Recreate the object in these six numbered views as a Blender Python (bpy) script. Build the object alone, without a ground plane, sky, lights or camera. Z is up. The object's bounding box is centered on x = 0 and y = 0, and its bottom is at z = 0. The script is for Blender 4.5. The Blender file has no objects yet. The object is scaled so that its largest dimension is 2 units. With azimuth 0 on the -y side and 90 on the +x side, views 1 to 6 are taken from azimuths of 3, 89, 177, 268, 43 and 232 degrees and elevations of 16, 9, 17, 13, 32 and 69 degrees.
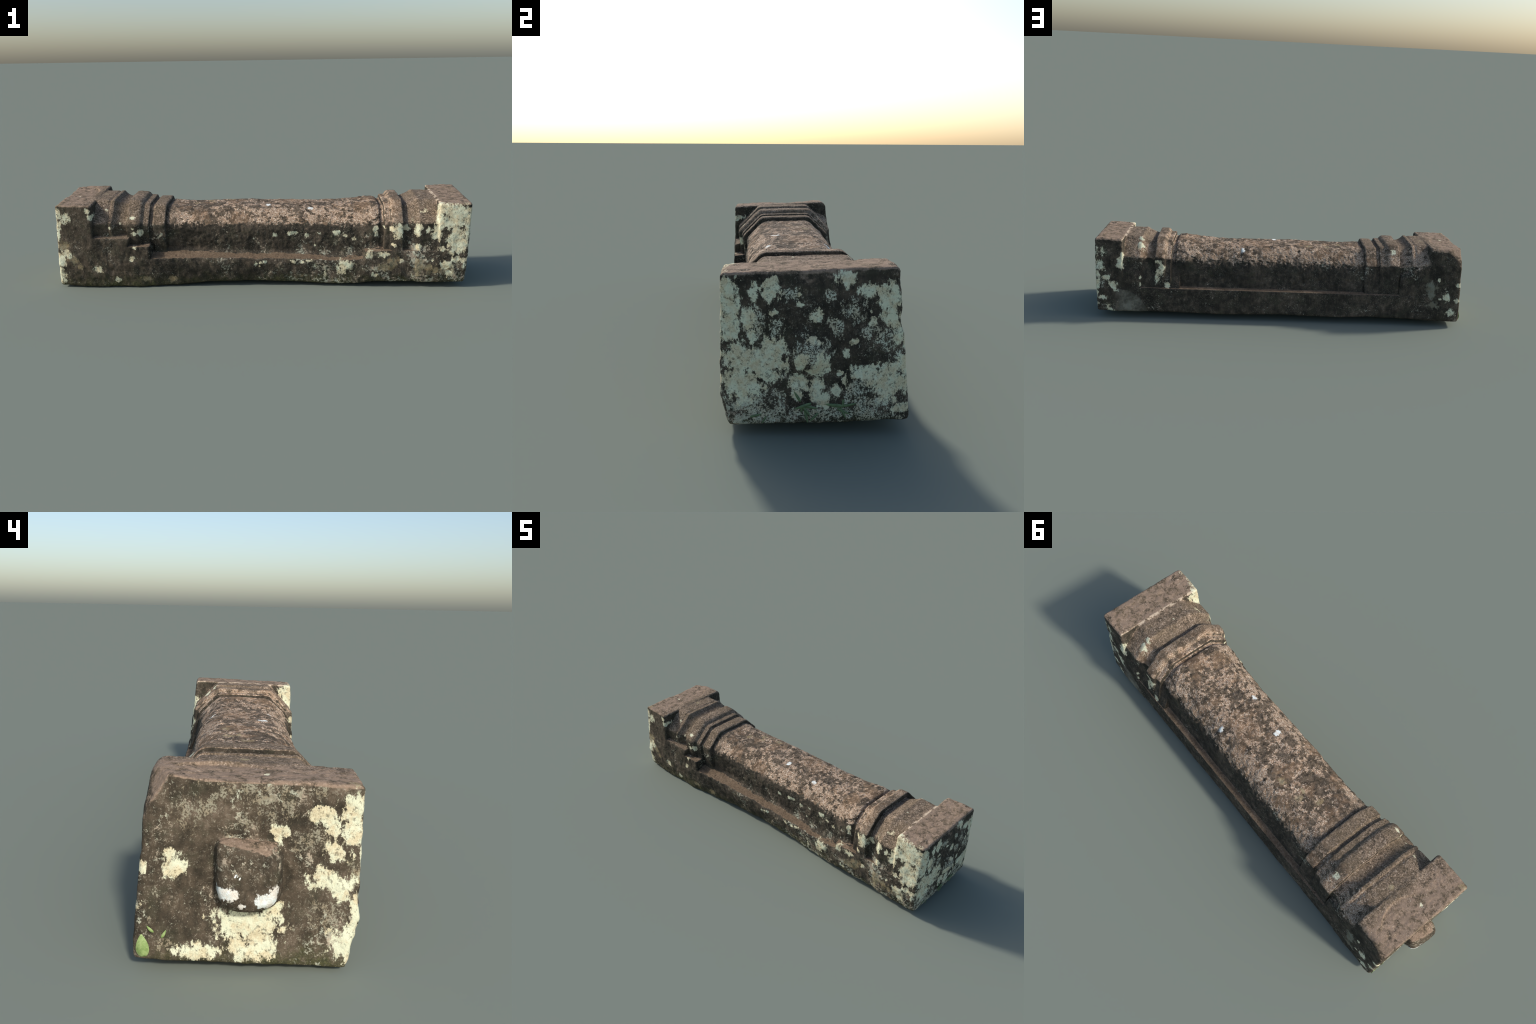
"""A fallen sandstone pillar, lying on its side: two square end blocks, each with
a stub tenon, moulded bands of half-octagonal section, a worn eight-sided shaft
and a rough base slab left uncarved along the ground."""
import bpy, math
import numpy as np

VOXEL = 0.003
f32 = np.float32

# ------------------------------------------------------------------ shape tools
def smax(a, b, r):
    """rounded intersection of two solids"""
    h = np.maximum(r - np.abs(a - b), 0) / r
    return np.maximum(a, b) + h * h * r * 0.25

def smin(a, b, r):
    """filleted union of two solids"""
    return -smax(-a, -b, r)

def step(x, a, b):
    t = np.clip((x - a) / (b - a), 0, 1)
    return t * t * (3 - 2 * t)

def curve(x, knots):
    """smooth-ish profile through (position, value) knots"""
    kx, ky = zip(*knots)
    return np.interp(x, kx, ky).astype(f32)

def plane_through(a, b, c, inside):
    a, b, c, inside = map(np.array, (a, b, c, inside))
    n = np.cross(b - a, c - a)
    n = n / np.linalg.norm(n)
    if (inside - a) @ n > 0:
        n = -n
    return n, n @ a

# ---------------------------------------------------------------- smooth noise
def lattice(ix, iy, iz, seed):
    h = (ix.astype(np.uint32) * np.uint32(374761393) + iy.astype(np.uint32) * np.uint32(668265263)
         + iz.astype(np.uint32) * np.uint32(2147483647) + np.uint32(seed) * np.uint32(974634777))
    h = (h ^ (h >> np.uint32(13))) * np.uint32(1274126177)
    h = h ^ (h >> np.uint32(16))
    return (h & np.uint32(0xFFFF)).astype(f32) / 32767.5 - 1

def noise(p, size, seed):
    """value noise in -1..1 with features of the given size (scalar or per axis)"""
    q = p / np.asarray(size, f32) + 100.0
    i = np.floor(q).astype(np.int64)
    t = (q - i).astype(f32)
    t = t * t * t * (t * (6 * t - 15) + 10)
    out = 0
    for dx in (0, 1):
        wx = t[:, 0] if dx else 1 - t[:, 0]
        for dy in (0, 1):
            wy = t[:, 1] if dy else 1 - t[:, 1]
            for dz in (0, 1):
                wz = t[:, 2] if dz else 1 - t[:, 2]
                out = out + wx * wy * wz * lattice(i[:, 0] + dx, i[:, 1] + dy, i[:, 2] + dz, seed)
    return out

def fractal(p, size, seed, octaves=3):
    s, a = 0, 1.0
    for k in range(octaves):
        s = s + a * noise(p, np.asarray(size) * 0.5 ** k, seed + 17 * k)
        a *= 0.5
    return s

# ------------------------------------------------------------- the stone's form
AXIS_Y = -0.008          # the carved section is a little off the block's centre
TOP_TILT = 0.027         # the top leans up toward the back
TOP = 0.4075              # height of the moulding profile at zero inset
HALF_WIDTH = 0.207
HALF_TOP = 0.112

def half_octagon(y, z, inset, rounding, flank=0.209, front_lean=0.16):
    """upper half of an octagonal section, sides running straight down"""
    w = z - TOP_TILT * y
    a = np.abs(y - AXIS_Y)
    top = w - (TOP - inset)
    cham = a * 0.70 + w * 0.714 - (HALF_TOP * 0.70 + TOP * 0.714) + inset
    low = np.clip(0.295 - z, 0, 0.13)
    side = a - (HALF_WIDTH - inset) - np.where(y > 0, np.maximum(flank - 0.199 + inset, 0) / 0.13, -front_lean) * low
    return smax(smax(top, cham, rounding), side, rounding)

# (name, from x, to x, inset at both ends, edge rounding toward the shaft, section rounding)
LEFT_BANDS = [
    ("panel_band",     -0.800, -0.707, 0.001, 0.001, 0.006, 0.008),
    ("bead",           -0.704, -0.684, -0.002, -0.002, 0.010, 0.008),
    ("cavetto",        -0.715, -0.610, 0.003, 0.022, 0.004, 0.010),
    ("torus_moulding", -0.623, -0.546, 0.001, 0.001, 0.036, 0.010),
    ("fillet_band",    -0.560, -0.518, 0.017, 0.017, 0.006, 0.010),
    ("groove",         -0.530, -0.490, 0.031, 0.031, 0.006, 0.010),
    ("astragal",       -0.502, -0.441, 0.022, 0.022, 0.010, 0.010),
]
RIGHT_BANDS = [
    ("groove",          0.530,  0.590, 0.040, 0.040, 0.006, 0.012),
    ("fillet_band",     0.577,  0.615, 0.020, 0.020, 0.006, 0.010),
    ("torus_moulding",  0.602,  0.660, 0.002, 0.002, 0.030, 0.010),
    ("cavetto",         0.640,  0.750, 0.030, 0.004, 0.004, 0.010),
    ("bead",            0.733,  0.750, 0.003, 0.003, 0.005, 0.008),
    ("panel_band",      0.745,  0.840, 0.004, 0.004, 0.005, 0.008),
]
SHAFT_TOP = [(-0.45, .3665), (-0.35, .3605), (-0.25, .3625), (-0.1, .3655), (0.03, .3640), (0.17, .3645),
             (0.25, .3615), (0.34, .3635), (0.44, .3685), (0.52, .3770), (0.56, .3740)]
FRONT_Y = [(-1, -.227), (-0.87, -.231), (-0.75, -.233), (-0.58, -.231), (-0.5, -.227), (-0.36, -.219), (-0.22, -.212), (-0.08, -.206),
           (0.1, -.207), (0.22, -.210), (0.39, -.213), (0.5, -.216), (0.7, -.214), (0.84, -.219), (1, -.218)]
FRONT_LEAN = [(-1, .18), (-0.8, .16), (-0.6, .15), (-0.36, .25), (-0.1, .30), (0.2, .30), (0.4, .20), (0.6, .14), (1, .18)]   # undercut toward the ground
LEDGE_Z = [(-0.52, .141), (-0.33, .143), (-0.2, .141), (0, .136), (0.1, .137), (0.23, .134), (0.37, .128), (0.49, .134)]
BOTTOM_FRONT = [(-0.95, .010), (-0.85, .006), (-0.73, .003), (-0.6, 0), (-0.48, 0), (-0.40, .003), (-0.34, .008),
                (-0.25, .017), (-0.11, .018), (0.05, .015), (0.23, .010), (0.376, .008), (0.447, .011),
                (0.516, .023), (0.66, .023), (0.95, .026)]
BOTTOM_BACK = [(-0.95, .029), (-0.6, .034), (-0.47, .039), (-0.33, .031), (-0.2, .030), (0.02, .035),
               (0.16, .030), (0.34, .027), (0.52, .032), (0.95, .037)]

def stone_field(x, y, z):
    """signed distance (negative inside) on broadcastable x, y, z arrays"""
    lean = 0.41 - z
    front_y = curve(x, FRONT_Y)
    front = front_y - y + curve(x, FRONT_LEAN) * np.maximum(0.115 - z, 0)
    back = y - (0.197 + (0.088 + 0.012 * step(x, 0, 0.9)) * lean)
    scar = 1 - ((x - 0.850) / 0.158) ** 2 - ((z - 0.030) / 0.128) ** 2       # broken facet low on the back
    back = back - 0.003 * step(scar, 0.0, 0.08) * (1 - step(x, 0.82, 0.90))
    blend_y = np.clip((y + 0.2) / 0.42, -0.1, 1.1)
    bottom = curve(x, BOTTOM_FRONT) * (1 - blend_y) + curve(x, BOTTOM_BACK) * blend_y - z
    sides = smax(smax(front, bottom, 0.018), smax(back, bottom, 0.018), 0.004)

    # base slab, and the steps its front ledge climbs toward the ends
    ledge_front = curve(x, LEDGE_Z) + 0.42 * (y - front_y)
    slab = smax(sides, z - np.where(y < 0, ledge_front.clip(0.12, 0.168), 0.163 - 0.10 * (y - 0.22)), 0.007)
    slab = smax(slab, np.abs(x) - 0.945, 0.01)
    step_low = smax(smax(sides, z - (0.206 + 0.12 * (y + 0.2)), 0.006), smax(x + 0.513, -0.9 - x, 0.008), 0.008)
    step_high = smax(smax(sides, z - (0.243 + 0.28 * (y + 0.22)), 0.010), x + 0.612 - 0.3 * (z - 0.22), 0.012)
    step_high = smax(step_high, -0.9 - x, 0.008)
    step_low, step_high = (np.maximum(s, y + 0.05) for s in (step_low, step_high))
    step_right = smax(smax(sides, z - (0.177 + 0.18 * (y + 0.21)), 0.006), 0.485 - x, 0.008)
    step_right = np.maximum(np.maximum(step_right, x - 0.9), y + 0.05)
    unfinished = smax(smax(smax(half_octagon(y, z, 0.031, 0.02), z - 0.275, 0.05), 0.487 - x, 0.01), x - 0.562, 0.006)
    unfinished = np.maximum(unfinished, y)
    cut, at = plane_through((-.775, .203, .345), (-.775, .150, .368), (-.695, .205, .298), (-.7, .1, .2))
    fill_left = smax(smax(smax(sides, y - 0.2065 - 0.05 * lean, 0.01), (cut[0] * x + cut[1] * y + cut[2] * z - at).astype(f32), 0.020), smax(x + 0.626, -0.80 - x, 0.01), 0.006)
    fill_left = np.maximum(fill_left, z - 0.402)
    fill_right = smax(smax(smax(sides, y - 0.209 - 0.05 * lean, 0.01), z - 0.275 + 0.25 * (0.8 - x), 0.05), smax(0.733 - x, x - 0.9, 0.01), 0.010)
    slab = np.minimum(slab, np.maximum(np.minimum(fill_left, fill_right), -y))
    solid = smin(slab, smin(step_low, smin(step_high, step_right, 0.004), 0.004), 0.004)

    # worn shaft
    inset = TOP - curve(x, SHAFT_TOP)
    shaft = half_octagon(y, z, inset - 0.0045, 0.016 + 0.014 * step(x, -0.44, -0.25) * (1 - step(x, 0.35, 0.55) * 0.6), 0.189,
                         0.16 - 0.11 * step(x, 0.1, 0.35))
    shaft = smax(shaft, np.abs(x - 0.06) - 0.501, 0.014)
    shaft = np.minimum(shaft, unfinished)
    solid = smin(solid, np.maximum(shaft, bottom + 0.06), 0.006 + 0.014 * step(-y, 0, 0.1))

    # moulded bands
    for bands, sign in ((LEFT_BANDS, 1), (RIGHT_BANDS, -1)):
        for name, x0, x1, i0, i1, edge, rounding in bands:
            if x.max() < x0 - 0.02 or x.min() > x1 + 0.02:
                continue
            t = np.clip((x - x0) / (x1 - x0), 0, 1)
            if name == "cavetto":       # concave sweep from deep neck to bead
                t = 1 - (1 - step(x, -0.686, -0.636) ** 0.6) ** 1.5 if sign > 0 else np.clip((x - 0.662) / 0.073, 0, 1) ** 1.3
            inset = (i0 + (i1 - i0) * t).astype(f32)
            body = half_octagon(y, z, inset, rounding, 0.206 if sign > 0 else 0.213, 0.16 if sign > 0 else 0.0)
            inner, outer = (x - x1, x0 - x) if sign > 0 else (x0 - x, x - x1)
            body = smax(smax(body, inner, edge), outer, 0.004)
            solid = np.minimum(solid, np.maximum(body, bottom + 0.03))

    # end blocks
    if abs(x).max() < 0.74:
        return solid
    dish = 0.017 * np.exp(-((y - 0.015) ** 2 + (z - 0.205) ** 2) / 0.0105)     # hollow dressed round the tenon
    dome = 0.019 * (1 - 0.5 * step(-y, 0, 0.16)) * (1 - np.abs(np.clip(y / 0.215, -1, 1)) ** 3) * (1 - np.abs(np.clip((z - 0.215) / 0.19, -1, 1)) ** 3)
    top_right = z - (0.4060 + 0.037 * y)
    right = smax(smax(sides, top_right, 0.012), smax(x - (0.9615 - 0.025 * lean + dome), 0.823 + 0.01 * y - x, 0.006), 0.010)
    top_left = z - (0.4095 + np.where(y > 0, 0.066, 0.060) * y)
    left = smax(smax(sides, top_left, 0.010 + 0.022 * step(y, 0.10, 0.19)), smax(-x - (0.9425 + 0.026 * lean - dish), x + 0.779, 0.008), 0.012)
    # spalled hollow on the left block's top, behind a curved break line
    bow = 0.142 - np.sqrt((x + 0.950) ** 2 + (y - 0.040) ** 2)
    floor = z - (0.4095 + 0.060 * y - 0.0085 * step(y, -0.10, 0.05) * (1 - step(y, 0.09, 0.17)))
    left = smax(left, -smax(-bow, -floor, 0.004), 0.004)
    n, d = plane_through((-.862, .203, .408), (-.946, .160, .402), (-.948, .212, .322), (0, 0, 0))
    left = smax(left, (n[0] * x + n[1] * y + n[2] * z - d).astype(f32), 0.008)
    # dent in the back edge of the right block
    dent = 0.012 - np.sqrt((x - 0.96) ** 2 * 0.15 + (y - 0.217) ** 2 + (z - 0.293) ** 2 * 0.25)
    right = smax(right, dent, 0.010)
    solid = smin(solid, smin(right, left, 0.004), 0.005)

    # tenon on the left end, worn stub on the right
    out = np.clip(-0.945 - x, 0, 0.06)                # distance out from the end face
    ten = smax(y - (0.061 - 0.20 * out), -(0.070 - 0.24 * out) - y, 0.02)
    ten = smax(ten, 0.142 + 0.24 * out - z, 0.050)
    ten = smax(ten, z - (0.283 + 0.07 * y) - (0.2 * y - 0.010) * step(out, 0.005, 0.055), 0.022)
    n, d = plane_through((-.981, .064, .24), (-.9975, .0, .24), (-.9885, .0, .283), (-.9, 0, .2))
    ten = smax(ten, (n[0] * x + n[1] * y + n[2] * z - d).astype(f32), 0.020)
    ten = smax(ten, -0.9975 - x, 0.026)
    solid = smin(solid, np.maximum(ten, x + 0.9), 0.006)
    stub = (np.sqrt(((x - 0.952) / 0.0455) ** 2 + (np.abs(y + 0.006) / 0.049) ** 2.4 + (np.abs(z - 0.213) / 0.052) ** 2.4) - 1) * 0.045
    stub = smin(solid, np.maximum(stub, 0.9 - x), 0.022)
    return stub - 0.002

# -------------------------------------------------------------- field to mesh
def surface_nets(field_fn, lo, hi, h):
    ax = [np.arange(a, b + h, h, dtype=f32) for a, b in zip(lo, hi)]
    x, y, z = np.meshgrid(*ax, indexing="ij", sparse=True)
    f = np.concatenate([field_fn(x[i:i + 20], y, z).astype(f32) * np.ones((len(x[i:i + 20]), y.size, z.size), f32)
                        for i in range(0, len(x), 20)])
    ins = f < 0
    n = f.shape
    c = tuple(s - 1 for s in n)
    count = np.zeros(c, np.uint8)
    for a in (0, 1):
        for b in (0, 1):
            for d in (0, 1):
                count += ins[a:a + c[0], b:b + c[1], d:d + c[2]]
    cells = np.argwhere((count > 0) & (count < 8))
    index = np.full(c, -1, np.int32)
    index[tuple(cells.T)] = np.arange(len(cells))
    acc = np.zeros((len(cells), 3), f32)
    num = np.zeros(len(cells), f32)
    corner = [(a, b, d) for a in (0, 1) for b in (0, 1) for d in (0, 1)]
    val = {k: f[cells[:, 0] + k[0], cells[:, 1] + k[1], cells[:, 2] + k[2]] for k in corner}
    for k in corner:
        for axis in range(3):
            if k[axis]:
                continue
            m = list(k); m[axis] = 1; m = tuple(m)
            u, v = val[k], val[m]
            cross = (u < 0) != (v < 0)
            t = np.where(cross, u / np.where(cross, u - v, 1), 0)
            p = np.array(k, f32) + t[:, None] * (np.array(m, f32) - np.array(k, f32))
            acc[cross] += p[cross]
            num[cross] += 1
    verts = np.array(lo, f32) + (cells + acc / num[:, None]) * h
    faces = []
    for axis in range(3):
        b, d = (axis + 1) % 3, (axis + 2) % 3
        s0 = [slice(None)] * 3; s1 = [slice(None)] * 3
        s0[axis] = slice(0, -1); s1[axis] = slice(1, None)
        for e in (b, d):
            s0[e] = s1[e] = slice(1, -1)
        lo_in, hi_in = ins[tuple(s0)], ins[tuple(s1)]
        e = np.argwhere(lo_in != hi_in)
        flip = ~lo_in[tuple(e.T)]
        e[:, b] += 1; e[:, d] += 1
        quad = []
        for ob, od in ((0, 0), (-1, 0), (-1, -1), (0, -1)):
            g = e.copy(); g[:, b] += ob; g[:, d] += od
            quad.append(index[tuple(g.T)])
        q = np.stack(quad, 1)
        q[flip] = q[flip][:, ::-1]
        faces.append(q)
    return verts, np.concatenate(faces)

def vertex_normals(v, q):
    fn = np.cross(v[q[:, 2]] - v[q[:, 0]], v[q[:, 3]] - v[q[:, 1]])
    n = np.zeros_like(v)
    for k in range(4):
        for a in range(3):
            n[:, a] += np.bincount(q[:, k], fn[:, a], len(v)).astype(f32)
    return n / np.maximum(np.linalg.norm(n, axis=1, keepdims=True), 1e-12)

def neighbours(q, count):
    """for each vertex up to six neighbours along grid edges, padded with the vertex itself"""
    a = np.concatenate([q[:, k] for k in range(4)])
    b = np.concatenate([q[:, (k + 1) % 4] for k in range(4)])
    order = np.argsort(a, kind="stable")
    a, b = a[order], b[order]
    slot = np.arange(len(a)) - np.searchsorted(a, a)
    table = np.repeat(np.arange(count)[:, None], 6, 1)
    ok = slot < 6
    table[a[ok], slot[ok]] = b[ok]
    return table

def relax(v, table, amount):
    return v + amount * (v[table].mean(1) - v)

verts, quads = surface_nets(stone_field, (-1.015, -0.26, -0.021), (1.018, 0.262, 0.44), VOXEL)
around = neighbours(quads, len(verts))
verts = relax(verts, around, 0.5)
normals = vertex_normals(verts, quads)

# worn edges: pull ridges toward a smoothed copy of the surface, more in some places than others
soft = verts
for k in range(9):
    soft = relax(soft, around, 0.7)
wear = step(fractal(verts, 0.034, 71, 4), -0.05, 0.85) * 0.95
verts = verts + (soft - verts) * wear[:, None].astype(f32)
normals = vertex_normals(verts, quads)

# weathering: pits on the shaft, tool marks on the rough slab, faint waves elsewhere
x, y, z = verts.T
on_shaft = step(x, -0.46, -0.42) * (1 - step(x, 0.54, 0.56)) * step(z, 0.17, 0.20)
on_slab_front = (1 - step(z, 0.22, 0.30)) * step(-y, 0.10, 0.14) * step(-normals[:, 1], 0.3, 0.7) * (1 - 0.6 * on_shaft)
on_face = step(np.abs(x), 0.78, 0.83)
wave = fractal(verts, 0.16, 3) * 0.0016
grain = fractal(verts, 0.020, 11) * 0.0009 - 0.0016 * np.clip(fractal(verts, 0.014, 13, 3) - 0.45, 0, 1)
pits = fractal(verts, (0.045, 0.035, 0.030), 23, 4)
shaft_wear = (0.0017 * pits + 0.0012 * fractal(verts, 0.013, 25, 2) - 0.0042 * np.clip(fractal(verts, 0.022, 29, 2) - 0.4, 0, 1))
tooling = (0.6 * fractal(verts @ np.array([[.8, 0, -.6], [0, 1, 0], [.6, 0, .8]], f32), (0.022, 0.03, 0.06), 41, 3)
           + 0.6 * fractal(verts, 0.035, 43, 3))
disp = wave * (1 - 0.4 * on_shaft) + grain + on_shaft * shaft_wear + on_slab_front * 0.0036 * tooling
disp += on_face * (1 - on_slab_front) * 0.0015 * fractal(verts, 0.035, 51, 3)
verts = verts + normals * disp[:, None].astype(f32)
verts[:, 2] -= verts[:, 2].min()
normals = vertex_normals(verts, quads)

# ------------------------------------------------------------ split into parts
top = bpy.data.objects.new("stone_pillar", None)
top.empty_display_size = 0.2
top["label"] = "fallen carved sandstone pillar with moulded bands, dark and lichen covered"
top["category"] = "stone pillar"
bpy.context.scene.collection.objects.link(top)

def add_part(name, faces, material, parent=top):
    used, inv = np.unique(faces, return_inverse=True)
    me = bpy.data.meshes.new(name)
    me.vertices.add(len(used))
    me.vertices.foreach_set("co", verts[used].ravel())
    me.loops.add(faces.size)
    me.loops.foreach_set("vertex_index", inv.ravel().astype(np.int32))
    me.polygons.add(len(faces))
    me.polygons.foreach_set("loop_start", np.arange(0, faces.size, 4, dtype=np.int32))
    me.update(calc_edges=True)
    me.shade_smooth()
    me.normals_split_custom_set_from_vertices(normals[used].tolist())
    me.materials.append(material)
    ob = bpy.data.objects.new(name, me)
    ob.parent = parent
    bpy.context.scene.collection.objects.link(ob)
    return ob

centre = verts[quads].mean(1)
cx, cy, cz = centre.T
part = np.zeros(len(quads), int)           # 0 is the base slab
kinds = ["base_slab"]
def claim(name, mask):
    kinds.append(name)
    part[mask] = len(kinds) - 1
ledge = np.where(cy > 0, 0.168, np.where(cx < -0.61, 0.250, np.where(cx < -0.515, 0.212, np.where(cx > 0.485, 0.182, 0.168))))
upper = cz > ledge
cuts = [("end_block", -1, -0.778), ("panel_band", -0.778, -0.708), ("bead", -0.708, -0.684), ("cavetto", -0.684, -0.623),
        ("torus_moulding", -0.623, -0.549), ("fillet_band", -0.549, -0.519), ("groove", -0.519, -0.501), ("astragal", -0.501, -0.440),
        ("shaft", -0.440, 0.561), ("groove", 0.561, 0.578), ("fillet_band", 0.578, 0.604), ("torus_moulding", 0.604, 0.661),
        ("cavetto", 0.661, 0.733), ("bead", 0.733, 0.749), ("panel_band", 0.749, 0.823), ("end_block", 0.823, 1.1)]
for name, a, b in cuts:
    claim(name, (cx >= a) & (cx < b) & (upper | (name == "end_block")))
near_tenon = (np.abs(cy) < 0.075) & (cz > 0.135) & (cz < 0.297)
claim("tenon", (cx < -0.953) & near_tenon)
claim("worn_tenon", (cx > 0.969) & near_tenon)

# ---------------------------------------------------------------- stone colours
# Lichen patches, one list per face: (along, up, half length, half height) in metres.
EAST_LICHEN = [
    (-0.205, 0.365, 0.021, 0.030), (-0.200, 0.313, 0.023, 0.044), (-0.157, 0.299, 0.019, 0.022), (-0.198, 0.263, 0.024, 0.028),
    (-0.104, 0.354, 0.020, 0.023), (-0.099, 0.379, 0.013, 0.014), (-0.143, 0.354, 0.009, 0.021), (-0.096, 0.306, 0.011, 0.010),
    (-0.179, 0.199, 0.035, 0.037), (-0.125, 0.190, 0.052, 0.031), (-0.171, 0.137, 0.046, 0.043), (-0.111, 0.157, 0.030, 0.020),
    (-0.114, 0.238, 0.009, 0.020), (-0.145, 0.248, 0.008, 0.013), (-0.076, 0.238, 0.009, 0.017), (-0.095, 0.219, 0.024, 0.020),
    (-0.034, 0.330, 0.007, 0.005), (0.002, 0.302, 0.013, 0.014), (0.072, 0.386, 0.021, 0.016), (-0.035, 0.354, 0.005, 0.007),
    (0.019, 0.193, 0.018, 0.025), (-0.027, 0.210, 0.011, 0.008), (-0.032, 0.188, 0.011, 0.020), (-0.002, 0.171, 0.025, 0.011),
    (-0.006, 0.247, 0.012, 0.010), (0.012, 0.238, 0.007, 0.008), (-0.032, 0.137, 0.022, 0.026), (-0.037, 0.108, 0.016, 0.014),
    (0.007, 0.122, 0.015, 0.032), (0.029, 0.093, 0.012, 0.020), (0.053, 0.119, 0.012, 0.016), (0.126, 0.361, 0.020, 0.014),
    (0.153, 0.365, 0.016, 0.011), (0.181, 0.341, 0.024, 0.030), (0.179, 0.297, 0.022, 0.025), (0.200, 0.252, 0.015, 0.028),
    (0.094, 0.240, 0.010, 0.008), (0.075, 0.210, 0.007, 0.010), (0.062, 0.162, 0.007, 0.007), (0.118, 0.162, 0.038, 0.017),
    (0.176, 0.136, 0.038, 0.043), (0.075, 0.148, 0.005, 0.017), (0.128, 0.312, 0.005, 0.005), (0.136, 0.291, 0.007, 0.011),
]
WEST_LICHEN = [
    (-0.211, 0.332, 0.025, 0.045), (-0.148, 0.337, 0.027, 0.016), (-0.173, 0.315, 0.016, 0.016), (0.146, 0.230, 0.023, 0.021),
    (0.154, 0.251, 0.008, 0.015), (-0.066, 0.304, 0.015, 0.012), (-0.064, 0.285, 0.008, 0.012), (-0.162, 0.203, 0.030, 0.021),
    (-0.175, 0.261, 0.018, 0.021), (-0.195, 0.186, 0.022, 0.026), (0.019, 0.107, 0.044, 0.033), (-0.033, 0.112, 0.044, 0.026),
    (-0.048, 0.142, 0.024, 0.013), (-0.026, 0.063, 0.041, 0.027), (0.015, 0.059, 0.016, 0.027), (0.099, 0.048, 0.044, 0.017),
    (-0.205, 0.064, 0.031, 0.036), (-0.225, 0.134, 0.014, 0.048), (0.209, 0.229, 0.010, 0.010),
]
WEST_MOTTLE = [
    (0.072, 0.357, 0.023, 0.024), (0.057, 0.377, 0.019, 0.014), (-0.027, 0.366, 0.039, 0.016), (-0.104, 0.379, 0.023, 0.012),
    (0.002, 0.313, 0.027, 0.016), (-0.173, 0.125, 0.040, 0.039), (-0.220, 0.233, 0.014, 0.042), (-0.092, 0.265, 0.014, 0.007),
    (-0.143, 0.387, 0.023, 0.016), (0.186, 0.171, 0.014, 0.017), (0.172, 0.063, 0.024, 0.018), (-0.199, 0.376, 0.023, 0.012),
    (0.199, 0.115, 0.006, 0.009), (0.115, 0.353, 0.042, 0.036), (-0.000, 0.394, 0.077, 0.024), (-0.138, 0.294, 0.047, 0.033),
    (-0.067, 0.346, 0.043, 0.028), (0.010, 0.272, 0.047, 0.025), (-0.129, 0.123, 0.009, 0.010), (-0.108, 0.075, 0.008, 0.009),
    (-0.093, 0.103, 0.012, 0.010),
]
EAST_MOTTLE = [
    (-0.152, 0.088, 0.055, 0.032), (-0.078, 0.108, 0.016, 0.011), (0.105, 0.122, 0.025, 0.026), (0.142, 0.090, 0.055, 0.017),
    (0.208, 0.185, 0.016, 0.040), (0.126, 0.258, 0.012, 0.011), (-0.124, 0.056, 0.077, 0.023), (-0.000, 0.056, 0.083, 0.017),
    (0.138, 0.059, 0.069, 0.020), (-0.144, 0.280, 0.032, 0.033), (-0.093, 0.280, 0.016, 0.033), (0.167, 0.247, 0.030, 0.031),
    (0.053, 0.280, 0.016, 0.017), (-0.056, 0.351, 0.016, 0.016), (0.035, 0.352, 0.016, 0.011), (0.090, 0.313, 0.032, 0.022),
    (-0.003, 0.213, 0.041, 0.034),
]
TENON_WHITE = [
    (0.042, 0.188, 0.021, 0.014), (0.027, 0.191, 0.010, 0.011), (-0.037, 0.179, 0.020, 0.016), (-0.051, 0.193, 0.011, 0.015),
    (0.010, 0.165, 0.007, 0.006), (0.021, 0.227, 0.003, 0.003), (0.013, 0.222, 0.002, 0.003),
]
FRONT_LICHEN = [
    (-0.895, 0.341, 0.022, 0.020), (-0.798, 0.373, 0.012, 0.010), (-0.787, 0.343, 0.012, 0.011), (-0.937, 0.300, 0.014, 0.021),
    (-0.935, 0.369, 0.011, 0.014), (-0.939, 0.254, 0.009, 0.018), (-0.904, 0.166, 0.021, 0.019), (-0.761, 0.091, 0.022, 0.018),
    (-0.671, 0.041, 0.013, 0.013), (-0.926, 0.119, 0.018, 0.013), (-0.598, 0.147, 0.015, 0.012), (-0.586, 0.196, 0.008, 0.006),
    (0.852, 0.363, 0.038, 0.035), (0.911, 0.353, 0.049, 0.042), (0.891, 0.316, 0.054, 0.028), (0.950, 0.297, 0.016, 0.075),
    (0.842, 0.307, 0.031, 0.019), (0.901, 0.237, 0.038, 0.052), (0.929, 0.213, 0.023, 0.043), (0.899, 0.185, 0.029, 0.024),
    (0.814, 0.260, 0.023, 0.031), (0.836, 0.187, 0.016, 0.013), (0.905, 0.140, 0.016, 0.015), (0.939, 0.135, 0.015, 0.013),
    (0.859, 0.113, 0.025, 0.019), (0.875, 0.070, 0.013, 0.019), (0.391, 0.104, 0.042, 0.024), (0.382, 0.079, 0.019, 0.020),
    (0.509, 0.161, 0.018, 0.018), (0.573, 0.161, 0.025, 0.011), (0.229, 0.125, 0.012, 0.008), (0.196, 0.121, 0.008, 0.007),
    (0.159, 0.125, 0.011, 0.006), (0.259, 0.101, 0.010, 0.010), (0.024, 0.125, 0.009, 0.007), (0.006, 0.118, 0.007, 0.006),
    (-0.018, 0.111, 0.007, 0.009), (-0.002, 0.096, 0.007, 0.006), (0.306, 0.060, 0.005, 0.016), (0.531, 0.060, 0.018, 0.012),
    (0.657, 0.130, 0.007, 0.007), (0.798, 0.133, 0.006, 0.006), (0.731, 0.195, 0.014, 0.012),
]
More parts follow.
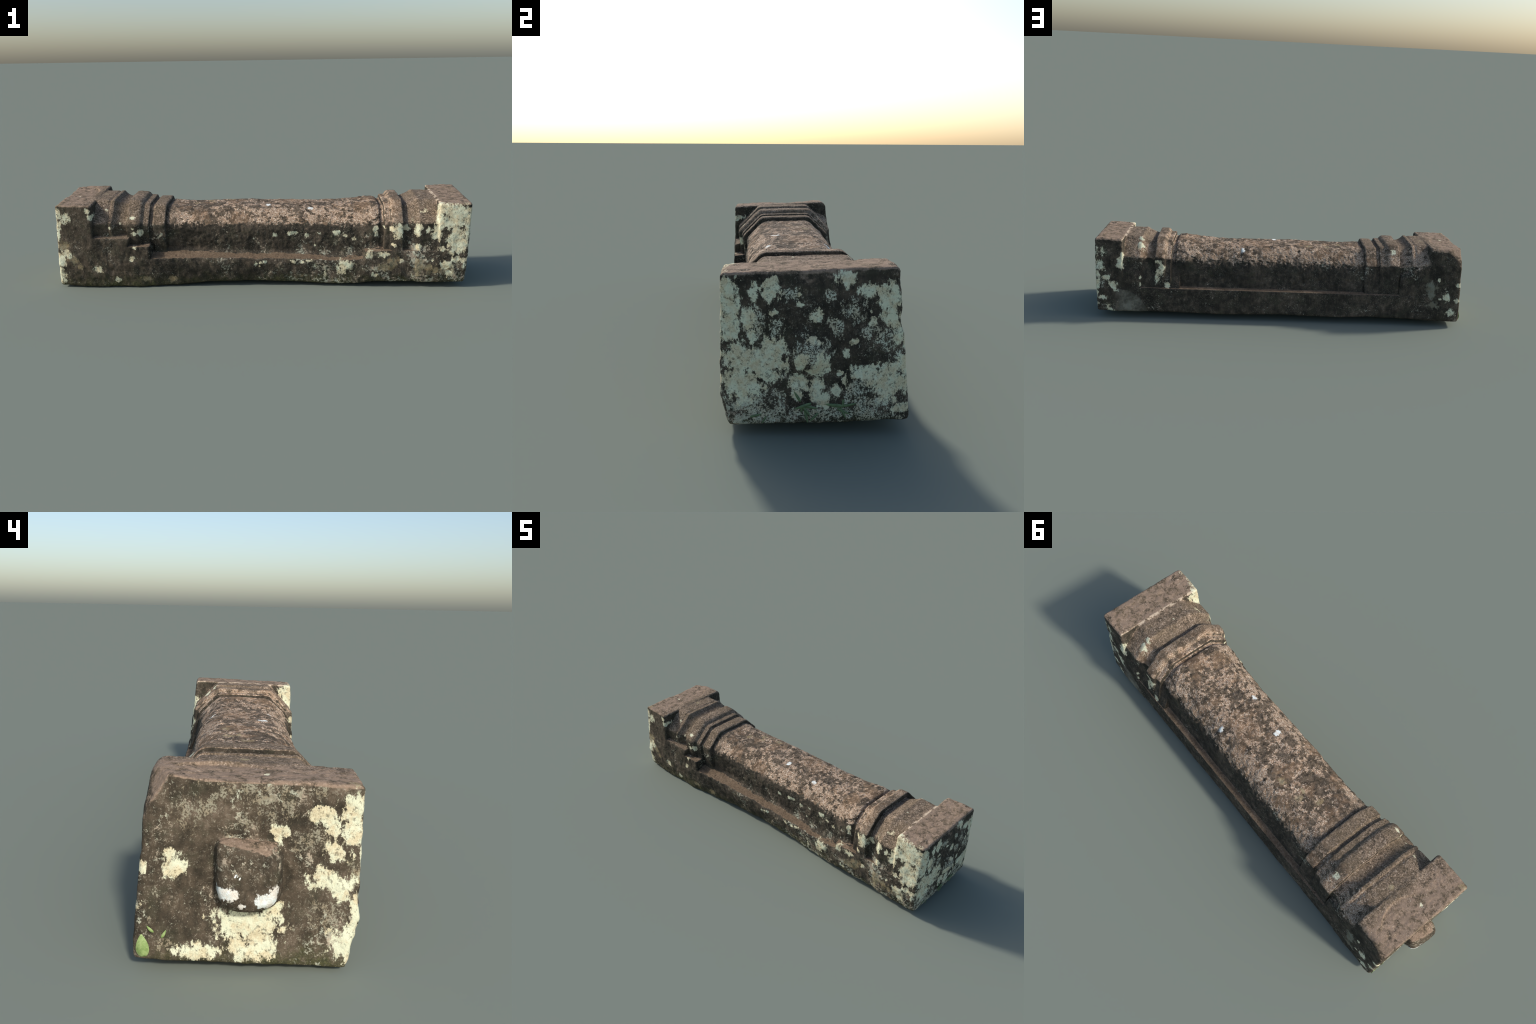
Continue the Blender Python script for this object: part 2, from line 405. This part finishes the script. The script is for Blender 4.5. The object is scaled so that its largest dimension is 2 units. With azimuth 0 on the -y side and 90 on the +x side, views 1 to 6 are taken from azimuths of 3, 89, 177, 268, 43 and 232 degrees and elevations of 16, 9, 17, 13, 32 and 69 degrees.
FRONT_BUFF = [
    (-0.845, 0.107, 0.013, 0.013), (-0.874, 0.133, 0.018, 0.019), (-0.538, 0.043, 0.019, 0.012), (-0.892, 0.143, 0.018, 0.014),
    (-0.415, 0.039, 0.018, 0.014), (-0.918, 0.208, 0.027, 0.019), (0.578, 0.096, 0.037, 0.019), (0.620, 0.128, 0.023, 0.022),
    (0.736, 0.099, 0.019, 0.044), (0.782, 0.094, 0.016, 0.024), (0.860, 0.094, 0.027, 0.029), (0.201, 0.050, 0.019, 0.012),
    (0.814, 0.089, 0.014, 0.019),
]
MOULD_WHITE = [
    (-0.589, 0.258, 0.013, 0.010), (-0.594, 0.280, 0.005, 0.005), (-0.594, 0.333, 0.010, 0.009), (-0.705, 0.397, 0.010, 0.008),
    (-0.706, 0.379, 0.005, 0.008), (-0.702, 0.289, 0.007, 0.009), (-0.654, 0.303, 0.005, 0.006), (-0.456, 0.362, 0.005, 0.004),
    (-0.472, 0.241, 0.006, 0.008), (-0.622, 0.330, 0.004, 0.004), (-0.559, 0.264, 0.011, 0.012), (0.636, 0.270, 0.023, 0.029),
    (0.611, 0.280, 0.017, 0.013), (0.675, 0.278, 0.015, 0.016), (0.727, 0.276, 0.015, 0.028), (0.739, 0.286, 0.012, 0.013),
    (0.773, 0.274, 0.013, 0.013), (0.791, 0.276, 0.009, 0.009), (0.538, 0.277, 0.011, 0.013), (0.542, 0.251, 0.009, 0.013),
    (0.574, 0.285, 0.005, 0.005), (0.623, 0.203, 0.011, 0.010), (0.759, 0.357, 0.014, 0.008),
]
SHAFT_WHITE = [
    (0.356, 0.256, 0.013, 0.013), (0.220, 0.242, 0.010, 0.011), (0.276, 0.251, 0.007, 0.007), (0.260, 0.191, 0.007, 0.007),
    (0.150, 0.252, 0.021, 0.009), (0.398, 0.241, 0.006, 0.006), (0.438, 0.227, 0.008, 0.009), (0.066, 0.242, 0.012, 0.009),
]
BACK_LICHEN = [
    (0.946, 0.286, 0.015, 0.017), (0.836, 0.306, 0.016, 0.017), (0.827, 0.330, 0.006, 0.018), (0.836, 0.279, 0.017, 0.018),
    (0.907, 0.214, 0.017, 0.014), (0.871, 0.176, 0.025, 0.017), (0.860, 0.162, 0.013, 0.019), (0.952, 0.229, 0.009, 0.019),
    (0.954, 0.182, 0.011, 0.028), (0.927, 0.108, 0.026, 0.010), (0.889, 0.066, 0.020, 0.012), (0.955, 0.067, 0.010, 0.013),
    (0.881, 0.043, 0.022, 0.013), (0.957, 0.130, 0.011, 0.024), (-0.879, 0.157, 0.017, 0.021), (-0.900, 0.081, 0.020, 0.018),
    (-0.936, 0.146, 0.013, 0.011), (-0.831, 0.256, 0.007, 0.009), (-0.844, 0.153, 0.007, 0.007),
]
BACK_GREY = [
    (-0.791, 0.212, 0.025, 0.026), (-0.795, 0.172, 0.015, 0.025), (-0.806, 0.121, 0.022, 0.020), (-0.827, 0.109, 0.014, 0.012),
    (0.779, 0.075, 0.038, 0.025), (0.765, 0.090, 0.026, 0.019),
]
BACK_MOULD_WHITE = [
    (0.639, 0.300, 0.018, 0.008), (0.626, 0.266, 0.016, 0.019), (0.635, 0.247, 0.018, 0.019), (0.594, 0.180, 0.012, 0.015),
    (0.649, 0.214, 0.011, 0.023), (0.734, 0.215, 0.005, 0.007), (0.734, 0.178, 0.006, 0.012),
]
CHAMFER_WHITE = [
    (0.737, 0.145, 0.018, 0.014), (0.741, 0.112, 0.013, 0.010), (0.828, -0.208, 0.015, 0.019), (0.704, -0.183, 0.010, 0.009),
    (0.757, -0.039, 0.005, 0.004), (-0.591, 0.136, 0.013, 0.010), (-0.603, -0.021, 0.004, 0.003), (-0.719, -0.160, 0.007, 0.005),
    (-0.881, -0.038, 0.007, 0.005),
]
TOP_CREAM = [
    (-0.310, -0.007, 0.013, 0.016), (-0.229, 0.013, 0.011, 0.008), (-0.146, 0.055, 0.015, 0.012), (-0.247, 0.043, 0.015, 0.012),
    (-0.927, -0.214, 0.011, 0.009), (-0.760, 0.005, 0.012, 0.010),
]

# axis across the face, its position, half depth, patches
WHITE, BUFF, PURE, GREY, MOTTLE, FILM = "white", "buff", "pure", "grey", "mottle", "film"
PATCHES = [
    (WHITE, 0, 0.976, 0.060, EAST_LICHEN), (FILM, 0, 0.976, 0.060, EAST_MOTTLE), (WHITE, 0, -0.948, 0.030, WEST_LICHEN),
    (MOTTLE, 0, -0.948, 0.030, WEST_MOTTLE), (PURE, 0, -0.985, 0.040, TENON_WHITE), (WHITE, 1, -0.220, 0.035, FRONT_LICHEN),
    (BUFF, 1, -0.220, 0.035, FRONT_BUFF), (WHITE, 1, -0.200, 0.035, MOULD_WHITE), (WHITE, 1, -0.175, 0.030, SHAFT_WHITE),
    (WHITE, 1, 0.215, 0.030, BACK_LICHEN), (GREY, 1, 0.218, 0.030, BACK_GREY), (WHITE, 1, 0.205, 0.030, BACK_MOULD_WHITE),
    (PURE, 2, 0.367, 0.03, [(0.240, -0.097, 0.014, 0.010), (0.037, -0.066, 0.012, 0.014), (0.207, 0.110, 0.012, 0.014)]), (BUFF, 2, 0.38, 0.05, TOP_CREAM), (WHITE, 2, 0.37, 0.05, CHAMFER_WHITE),
    (WHITE, 0, 0.823, 0.012, [(-0.200, 0.335, 0.030, 0.058)]), (WHITE, 1, -0.216, 0.02, [(0.828, 0.335, 0.010, 0.065)]),
]
LICHEN_COLOUR = {WHITE: (.73, .69, .49), BUFF: (.34, .275, .165), MOTTLE: (.30, .265, .19), PURE: (.84, .85, .80), FILM: (.56, .54, .41), GREY: (.25, .24, .18)}

class Nodes:
    """small helper for writing shader maths as expressions"""
    def __init__(self, tree):
        self.tree = tree
    def add(self, kind, **props):
        n = self.tree.nodes.new(kind)
        for k, v in props.items():
            setattr(n, k, v)
        return n
    def put(self, socket, v):
        if isinstance(v, bpy.types.NodeSocket):
            self.tree.links.new(v, socket)
        else:
            socket.default_value = v
    def math(self, op, a, b=0.0, clamp=False):
        n = self.add("ShaderNodeMath", operation=op, use_clamp=clamp)
        self.put(n.inputs[0], a); self.put(n.inputs[1], b)
        return n.outputs[0]
    def vec(self, op, a, b=(0, 0, 0)):
        n = self.add("ShaderNodeVectorMath", operation=op)
        self.put(n.inputs[0], a); self.put(n.inputs[1], b)
        return n.outputs["Value"] if op in ("LENGTH", "DOT_PRODUCT") else n.outputs["Vector"]
    def ramp(self, v, lo, hi, a=0.0, b=1.0):
        n = self.add("ShaderNodeMapRange", interpolation_type="SMOOTHSTEP")
        self.put(n.inputs["Value"], v)
        for k, val in (("From Min", lo), ("From Max", hi), ("To Min", a), ("To Max", b)):
            self.put(n.inputs[k], val)
        return n.outputs[0]
    def noise(self, p, scale, detail=3.0, rough=0.6, colour=False, distortion=0.0):
        n = self.add("ShaderNodeTexNoise")
        self.put(n.inputs["Vector"], p)
        n.inputs["Scale"].default_value = scale
        n.inputs["Detail"].default_value = detail
        n.inputs["Roughness"].default_value = rough
        n.inputs["Distortion"].default_value = distortion
        return n.outputs["Color" if colour else "Fac"]
    def mix(self, f, a, b):
        n = self.add("ShaderNodeMix", data_type="RGBA")
        self.put(n.inputs[0], f)
        for s, v in ((n.inputs[6], a), (n.inputs[7], b)):
            self.put(s, v if isinstance(v, bpy.types.NodeSocket) else (*v, 1))
        return n.outputs[2]
    def colours(self, v, stops):
        n = self.add("ShaderNodeValToRGB")
        self.put(n.inputs[0], v)
        e = n.color_ramp.elements
        while len(e) < len(stops):
            e.new(0.5)
        for k, (pos, c) in zip(e, stops):
            k.position = pos
            k.color = (*c, 1)
        return n.outputs[0]

def base_stone():
    """weathered sandstone as a node group: bare brown tops, black crust on the sides, moss
    near the ground; also hands out the noises that the lichen patches share"""
    tree = bpy.data.node_groups.new("weathered_stone", "ShaderNodeTree")
    g = Nodes(tree)
    P = g.add("ShaderNodeTexCoord").outputs["Object"]
    xyz = g.add("ShaderNodeSeparateXYZ"); g.put(xyz.inputs[0], P)
    X, Y, Z = xyz.outputs
    nrm = g.add("ShaderNodeSeparateXYZ"); g.put(nrm.inputs[0], g.add("ShaderNodeNewGeometry").outputs["Normal"])
    up = nrm.outputs[2]
    mul, plus, less = (lambda a, b: g.math("MULTIPLY", a, b)), (lambda a, b: g.math("ADD", a, b)), (lambda a, b: g.math("SUBTRACT", a, b))
    inv = lambda a: g.math("SUBTRACT", 1.0, a)

    broad = g.noise(P, 7, 3)
    mid = g.noise(P, 32, 4, 0.65)
    fine = g.noise(P, 130, 3, 0.7)
    speck = g.noise(P, 260, 2, 0.6)
    drip = g.noise(g.vec("MULTIPLY", P, (1.0, 1.0, 0.28)), 60, 4, 0.65)

    # bare stone: pinkish brown, mottled
    tone = plus(plus(mul(fine, 0.5), mul(mid, 0.3)), mul(speck, 0.2))
    bare = g.colours(tone, [(.40, (.058, .047, .033)), (.465, (.142, .106, .072)), (.51, (.210, .153, .104)), (.555, (.300, .218, .151)), (.61, (.50, .40, .295))])
    dusty = g.ramp(broad, 0.40, 0.62)
    bare = g.mix(mul(dusty, 0.40), bare, (.155, .117, .073))
    sooty = g.ramp(plus(mul(mid, .6), mul(g.noise(P, 20, 5, .75), .6)), .60, .70)
    bare = g.mix(mul(sooty, 0.45), bare, (.060, .050, .038))
    # block tops are paler than the bands
    block = g.ramp(g.math("ABSOLUTE", X), 0.79, 0.84)
    bare = g.mix(mul(mul(block, 0.70), g.ramp(mid, .38, .56)), bare, (.335, .240, .170))

    # worn shaft and the bands beside it: salmon grains showing through a brown crust
    shaft_zone = mul(g.ramp(X, -0.47, -0.36), g.ramp(X, 0.72, 0.56))
    back_bands = mul(mul(g.ramp(Y, 0.075, 0.12), g.ramp(g.math("ABSOLUTE", X), 0.80, 0.74)), 0.8)
    zone = g.math("MAXIMUM", shaft_zone, back_bands)
    crust_tone = plus(mul(drip, 0.55), mul(mid, 0.45))
    crust = g.colours(crust_tone, [(.40, (.024, .021, .016)), (.47, (.063, .049, .034)), (.53, (.132, .099, .067)), (.60, (.20, .150, .105))])
    salmon = g.colours(speck, [(.38, (.21, .138, .088)), (.48, (.39, .260, .168)), (.55, (.50, .370, .262)), (.62, (.70, .60, .47))])
    flake = plus(plus(mul(g.noise(P, 46, 6, 0.74), 0.75), mul(drip, 0.15)), mul(g.noise(P, 14, 4, .7), 0.60))
    flank = mul(g.ramp(up, 0.97, 0.80), 0.040)
    flaked = g.ramp(plus(flake, flank), 0.752, 0.790)
    worn = g.mix(flaked, g.mix(0.30, crust, bare), salmon)
    blotch = g.ramp(plus(mul(g.noise(P, 16, 6, .75), .75), mul(mid, .25)), .53, .60)
    worn = g.mix(mul(blotch, mul(g.ramp(up, .70, .90), 0.45)), worn, (.072, .060, .045))
    stain = g.ramp(g.noise(P, 6.5, 4, .6, distortion=0.6), .54, .62)
    worn = g.mix(mul(stain, mul(g.ramp(mid, .40, .52), 0.60)), worn, (.050, .041, .031))
    rust = g.ramp(g.noise(g.vec("ADD", P, (3.1, 1.7, 0.4)), 9, 4, .6), .50, .62)
    worn = g.mix(mul(rust, 0.35), worn, (.30, .185, .105))
    pale = g.ramp(plus(mul(speck, .5), mul(g.noise(P, 48, 5, .75), .5)), .585, .63)
    worn = g.mix(mul(pale, 0.6), worn, (.56, .47, .36))
    stone = g.mix(mul(zone, g.ramp(mid, .25, .40)), bare, worn)
    stone = g.mix(mul(mul(pale, inv(zone)), 0.6), stone, (.50, .40, .31))

    pale_edge = mul(mul(g.ramp(g.math("ABSOLUTE", less(X, 0.8235)), 0.009, 0.003), g.ramp(Z, 0.392, 0.398)), g.ramp(plus(mid, mul(fine, .5)), .70, .80))  # paler broken strip along the right block's inner top edge
    stone = g.mix(mul(pale_edge, 0.8), stone, (.60, .49, .36))

    # black crust on upright faces
    west = g.ramp(X, -0.90, -0.95)
    southwest = mul(g.ramp(X, -0.45, -0.65), g.ramp(Y, 0.0, -0.15))
    brown = g.math("MAXIMUM", west, mul(southwest, 0.6))
    dark_tone = plus(mul(mid, 0.45), plus(mul(drip, 0.30), mul(broad, 0.35)))
    black = g.colours(dark_tone, [(.44, (.028, .025, .019)), (.53, (.048, .040, .030)), (.60, (.078, .062, .045)), (.70, (.130, .100, .072))])
    umber = g.colours(dark_tone, [(.44, (.040, .033, .023)), (.53, (.073, .057, .039)), (.60, (.108, .083, .057)), (.70, (.19, .145, .105))])
    black = g.mix(brown, black, umber)
    grit = g.ramp(plus(mul(speck, 0.6), mul(mid, 0.4)), 0.575, 0.68)
    olive = g.ramp(g.noise(P, 19, 4, .65), .50, .66)
    black = g.mix(mul(olive, 0.45), black, (.070, .066, .042))
    black = g.mix(mul(grit, plus(0.50, mul(west, 0.30))), black, (.29, .255, .19))
    upright = g.ramp(plus(up, mul(less(mid, 0.5), 0.7)), 0.52, 0.22)
    ragged_line = plus(Z, mul(less(drip, 0.5), plus(0.05, mul(shaft_zone, 0.08))))
    upright = g.math("MAXIMUM", upright, mul(g.ramp(ragged_line, 0.302, 0.286), g.ramp(up, 0.86, 0.74)))
    low = g.ramp(Z, 0.30, 0.12)
    ledge = mul(g.ramp(up, 0.6, 0.9), low)
    stone = g.mix(ledge, stone, g.colours(fine, [(.35, (.118, .083, .053)), (.5, (.160, .113, .073)), (.65, (.215, .153, .100))]))
    stone = g.mix(upright, stone, black)

    # green film near the ground, mostly on the front and the ends
    moss_at = mul(g.ramp(plus(Z, mul(less(mid, .5), .12)), 0.075, 0.01), g.ramp(Y, 0.24, 0.15))
    moss = g.colours(fine, [(.35, (.035, .038, .018)), (.55, (.070, .072, .030)), (.7, (.13, .125, .06))])
    stone = g.mix(mul(moss_at, plus(0.35, mul(g.ramp(broad, .4, .6), .5))), stone, moss)

    # small scattered lichen dots on the upright faces
    warp = g.vec("MULTIPLY", g.vec("SUBTRACT", g.noise(P, 45, 4, 0.7, True), (.5, .5, .5)), (.022, .022, .022))
    warp2 = g.vec("MULTIPLY", g.vec("SUBTRACT", g.noise(P, 170, 2, 0.6, True), (.5, .5, .5)), (.009, .009, .009))
    WP = g.vec("ADD", g.vec("ADD", P, warp), warp2)
    busy = plus(g.noise(P, 9, 4, .65), plus(mul(mul(g.ramp(X, -0.3, 0.4), g.ramp(Z, .30, .12)), mul(g.ramp(Y, .1, -.15), 0.12)), mul(west, 0.03)))
    crumbs = plus(g.noise(WP, 85, 5, 0.78), mul(less(busy, 0.5), 0.9))
    dots = g.ramp(crumbs, 0.665, 0.715)
    dust = mul(g.ramp(g.noise(WP, 190, 3, .7), .58, .66), g.ramp(busy, .36, .58))
    stone = g.mix(mul(mul(dust, upright), 0.55), stone, (.36, .33, .25))
    stone = g.mix(mul(mul(dots, upright), 0.85), stone, g.mix(g.ramp(mid, .42, .58), (.50, .50, .38), (.46, .38, .28)))

    streaked = g.vec("MULTIPLY", P, (1.0, 1.0, 0.6))
    ragged = plus(mul(less(g.noise(streaked, 60, 6, 0.8), 0.5), 4.2), mul(less(g.noise(P, 22, 3, .6), 0.5), 1.4))
    pits = plus(mul(fine, .5), mul(g.noise(P, 75, 5, .75), .5))
    result = dict(stone=stone, WP=WP, P=P, warp=warp, ragged=ragged, mid=mid, fine=fine, speck=speck,
                  broad=broad, upright=upright, west=west, up=up, X=X, pits=pits)
    out = g.add("NodeGroupOutput")
    for key, socket in result.items():
        kind = {"RGBA": "NodeSocketColor", "VECTOR": "NodeSocketVector", "VALUE": "NodeSocketFloat"}[socket.type]
        tree.interface.new_socket(key, in_out="OUTPUT", socket_type=kind)
        tree.links.new(socket, out.inputs[key])
    return tree

BASE = base_stone()

def stone_material(name, lo, hi):
    """the base stone with the lichen patches that reach the part bounded by lo and hi"""
    m = bpy.data.materials.new(name)
    m.use_nodes = True
    g = Nodes(m.node_tree)
    bsdf = m.node_tree.nodes["Principled BSDF"]
    base = g.add("ShaderNodeGroup", node_tree=BASE).outputs
    stone, WP, P, warp, ragged, mid, fine, speck, broad, upright, west, up, X, pits = (
        base[k] for k in ("stone", "WP", "P", "warp", "ragged", "mid", "fine", "speck", "broad", "upright", "west", "up", "X", "pits"))
    mul, plus, less = (lambda a, b: g.math("MULTIPLY", a, b)), (lambda a, b: g.math("ADD", a, b)), (lambda a, b: g.math("SUBTRACT", a, b))

    # placed lichen patches
    def cover(kind):
        best = None
        for k, axis, at, depth, patches in PATCHES:
            if k != kind:
                continue
            for a, b, ra, rb in patches:
                c, r = [a, b], [max(ra, .003), max(rb, .003)]
                c.insert(axis, at); r.insert(axis, depth)
                if any(c[i] + 1.6 * r[i] < lo[i] or c[i] - 1.6 * r[i] > hi[i] for i in range(3)):
                    continue
                q = g.vec("MULTIPLY", g.vec("SUBTRACT", WP, tuple(c)), tuple(1 / v for v in r))
                d = g.vec("LENGTH", q)
                best = d if best is None else g.math("MINIMUM", best, d)
        return best
    for kind in (GREY, BUFF, MOTTLE, FILM, WHITE, PURE):
        best = cover(kind)
        if best is None:
            continue
        soft = 0.32 if kind in (GREY, BUFF) else 0.14
        rim = {MOTTLE: 0.52, FILM: 1.0}.get(kind, 1.06)
        break_up = mul(ragged, {MOTTLE: 1.7, FILM: 1.5, PURE: 0.5}.get(kind, 1.0))
        body = g.ramp(plus(best, break_up), rim + soft, rim - soft)
        if kind in (WHITE, BUFF):           # old patches are pitted and thin out in places
            worn_thin = g.ramp(pits, 0.40, 0.48)
            body = mul(body, plus(0.40, mul(worn_thin, 0.60)))
        if kind in (MOTTLE, FILM):
            body = mul(mul(body, upright), g.ramp(plus(mul(fine, .5), mul(speck, .5)), .42, .54))
        elif kind == WHITE:
            body = mul(body, less(1.0, mul(west, g.ramp(up, .45, .7))))
        c = LICHEN_COLOUR[kind]
        tint = g.mix(g.ramp(mid, .40, .60), tuple(v * k for v, k in zip(c, (.90, .82, .74))), tuple(v * k for v, k in zip(c, (1.0, 1.08, 1.10))))
        tint = g.mix(mul(g.ramp(speck, .45, .60), 0.35), tint, tuple(v * 1.22 for v in c))
        stone = g.mix(mul(body, 0.70 if kind in (BUFF, GREY) else 0.95), stone, tint)

    if hi[0] > 0.6 and hi[1] > 0.15:        # grey scar low on the back, where the stone has been patched
        q = g.vec("LENGTH", g.vec("MULTIPLY", g.vec("SUBTRACT", g.vec("ADD", P, g.vec("MULTIPLY", warp, (.6, .6, .6))), (0.850, 0.225, 0.030)), (6.33, 20.0, 7.8)))
        scar = mul(g.ramp(q, 1.0, 0.94), g.ramp(X, 0.875, 0.80))
        stone = g.mix(mul(scar, 0.8), stone, g.colours(plus(mul(mid, .5), mul(broad, .5)), [(.42, (.10, .092, .070)), (.56, (.24, .222, .172))]))

    g.put(bsdf.inputs["Base Color"], stone)
    g.put(bsdf.inputs["Roughness"], 0.92)
    g.put(bsdf.inputs["Specular IOR Level"], 0.15)
    bump = g.add("ShaderNodeBump")
    bump.inputs["Strength"].default_value = 0.5
    bump.inputs["Distance"].default_value = 0.004
    g.put(bump.inputs["Height"], plus(mul(fine, 0.6), plus(mul(mid, 0.6), mul(speck, 0.25))))
    g.put(bsdf.inputs["Normal"], bump.outputs[0])
    return m

for k, name in enumerate(kinds):
    faces = quads[part == k]
    pts = verts[faces].reshape(-1, 3)
    add_part(name, faces, stone_material("sandstone_" + name, pts.min(0), pts.max(0)))

# ------------------------------------------------------------- plants at the foot
def leaf_material(name, dark, light):
    m = bpy.data.materials.new(name)
    m.use_nodes = True
    g = Nodes(m.node_tree)
    bsdf = m.node_tree.nodes["Principled BSDF"]
    P = g.add("ShaderNodeTexCoord").outputs["Object"]
    g.put(bsdf.inputs["Base Color"], g.mix(g.ramp(g.noise(P, 90, 3), .35, .65), dark, light))
    bsdf.inputs["Roughness"].default_value = 0.6
    return m

def blade_mesh(name, length, width, bend, material, thick=0.0012, n=12):
    """lance-shaped leaf along +z, facing +x, arching out along +x"""
    vs, fs = [], []
    for i in range(n + 1):
        t = i / n
        w = width * 0.5 * (math.sin(math.pi * min(1, 0.06 + t * 0.94) ** 0.8) ** 0.8 + 0.04)
        zc, xc = length * t, bend * math.sin(math.pi * t * 0.9)
        for side, fold in ((-1, 1), (0, 0), (1, 1)):
            vs.append((xc + 0.15 * w * fold + thick, side * w, zc))
        for side, fold in ((1, 1), (0, 0), (-1, 1)):
            vs.append((xc + 0.15 * w * fold, side * w, zc))
    for i in range(n):
        for j in range(6):
            a, b = i * 6 + j, i * 6 + (j + 1) % 6
            fs.append((a, b, b + 6, a + 6))
    fs += [tuple(range(5, -1, -1)), tuple(n * 6 + j for j in range(6))]
    me = bpy.data.meshes.new(name)
    me.from_pydata(vs, [], fs)
    me.shade_smooth()
    me.materials.append(material)
    return me

def place_blade(name, mesh, at, lean, facing, scale=1.0):
    ob = bpy.data.objects.new(name, mesh)
    ob.parent = top
    ob.location = at
    ob.rotation_euler = (lean, 0, facing)
    ob.scale = (1, scale, scale)
    bpy.context.scene.collection.objects.link(ob)

def surface_x(y, z, east):
    """x of the end face under a point"""
    near = (abs(verts[:, 1] - y) < 0.006) & (abs(verts[:, 2] - z) < 0.006) & ((verts[:, 0] > 0) == east) & (abs(verts[:, 0]) > 0.9)
    xs = verts[near, 0]
    return float(xs.max() if east else xs.min())

fresh = leaf_material("fresh_leaf", (.20, .30, .085), (.36, .46, .18))
deep = leaf_material("grass", (.085, .13, .060), (.17, .25, .11))
leaf = blade_mesh("leaf", 0.050, 0.026, 0.002, fresh)
place_blade("leaf", leaf, (surface_x(.209, .05, False) + 0.001, 0.209, 0.036), 0.08, math.pi)
small = blade_mesh("leaf", 0.020, 0.006, 0.002, fresh)
for y, z, tilt in ((0.188, 0.090, 0.75), (0.172, 0.078, -0.5)):
    place_blade("leaf", small, (surface_x(y, z, False), y, z), tilt, math.pi)
grass = blade_mesh("grass_blade", 0.042, 0.008, 0.0015, deep)
# (y, z of the root, tilt, length factor)
TUFTS = [(-0.028, 0.062, 0.15, .9), (-0.030, 0.090, -0.55, .75), (-0.026, 0.080, 1.75, .9), (-0.026, 0.080, 2.5, .8), (-0.020, 0.068, 2.9, .8),
         (-0.005, 0.086, -1.9, 1.0), (0.070, 0.078, 1.35, .8), (0.070, 0.074, 0.1, .75), (0.074, 0.078, -1.45, 1.1), (0.066, 0.074, 2.7, .7),
         (0.058, 0.072, 2.0, .8), (-0.150, 0.048, 1.3, .7), (-0.112, 0.050, -2.6, .5), (0.012, 0.060, -2.4, .7)]
for y, z, tilt, k in TUFTS:
    place_blade("grass_blade", grass, (surface_x(y, z, True) - 0.0005, y, z), -tilt, 0.0, k)
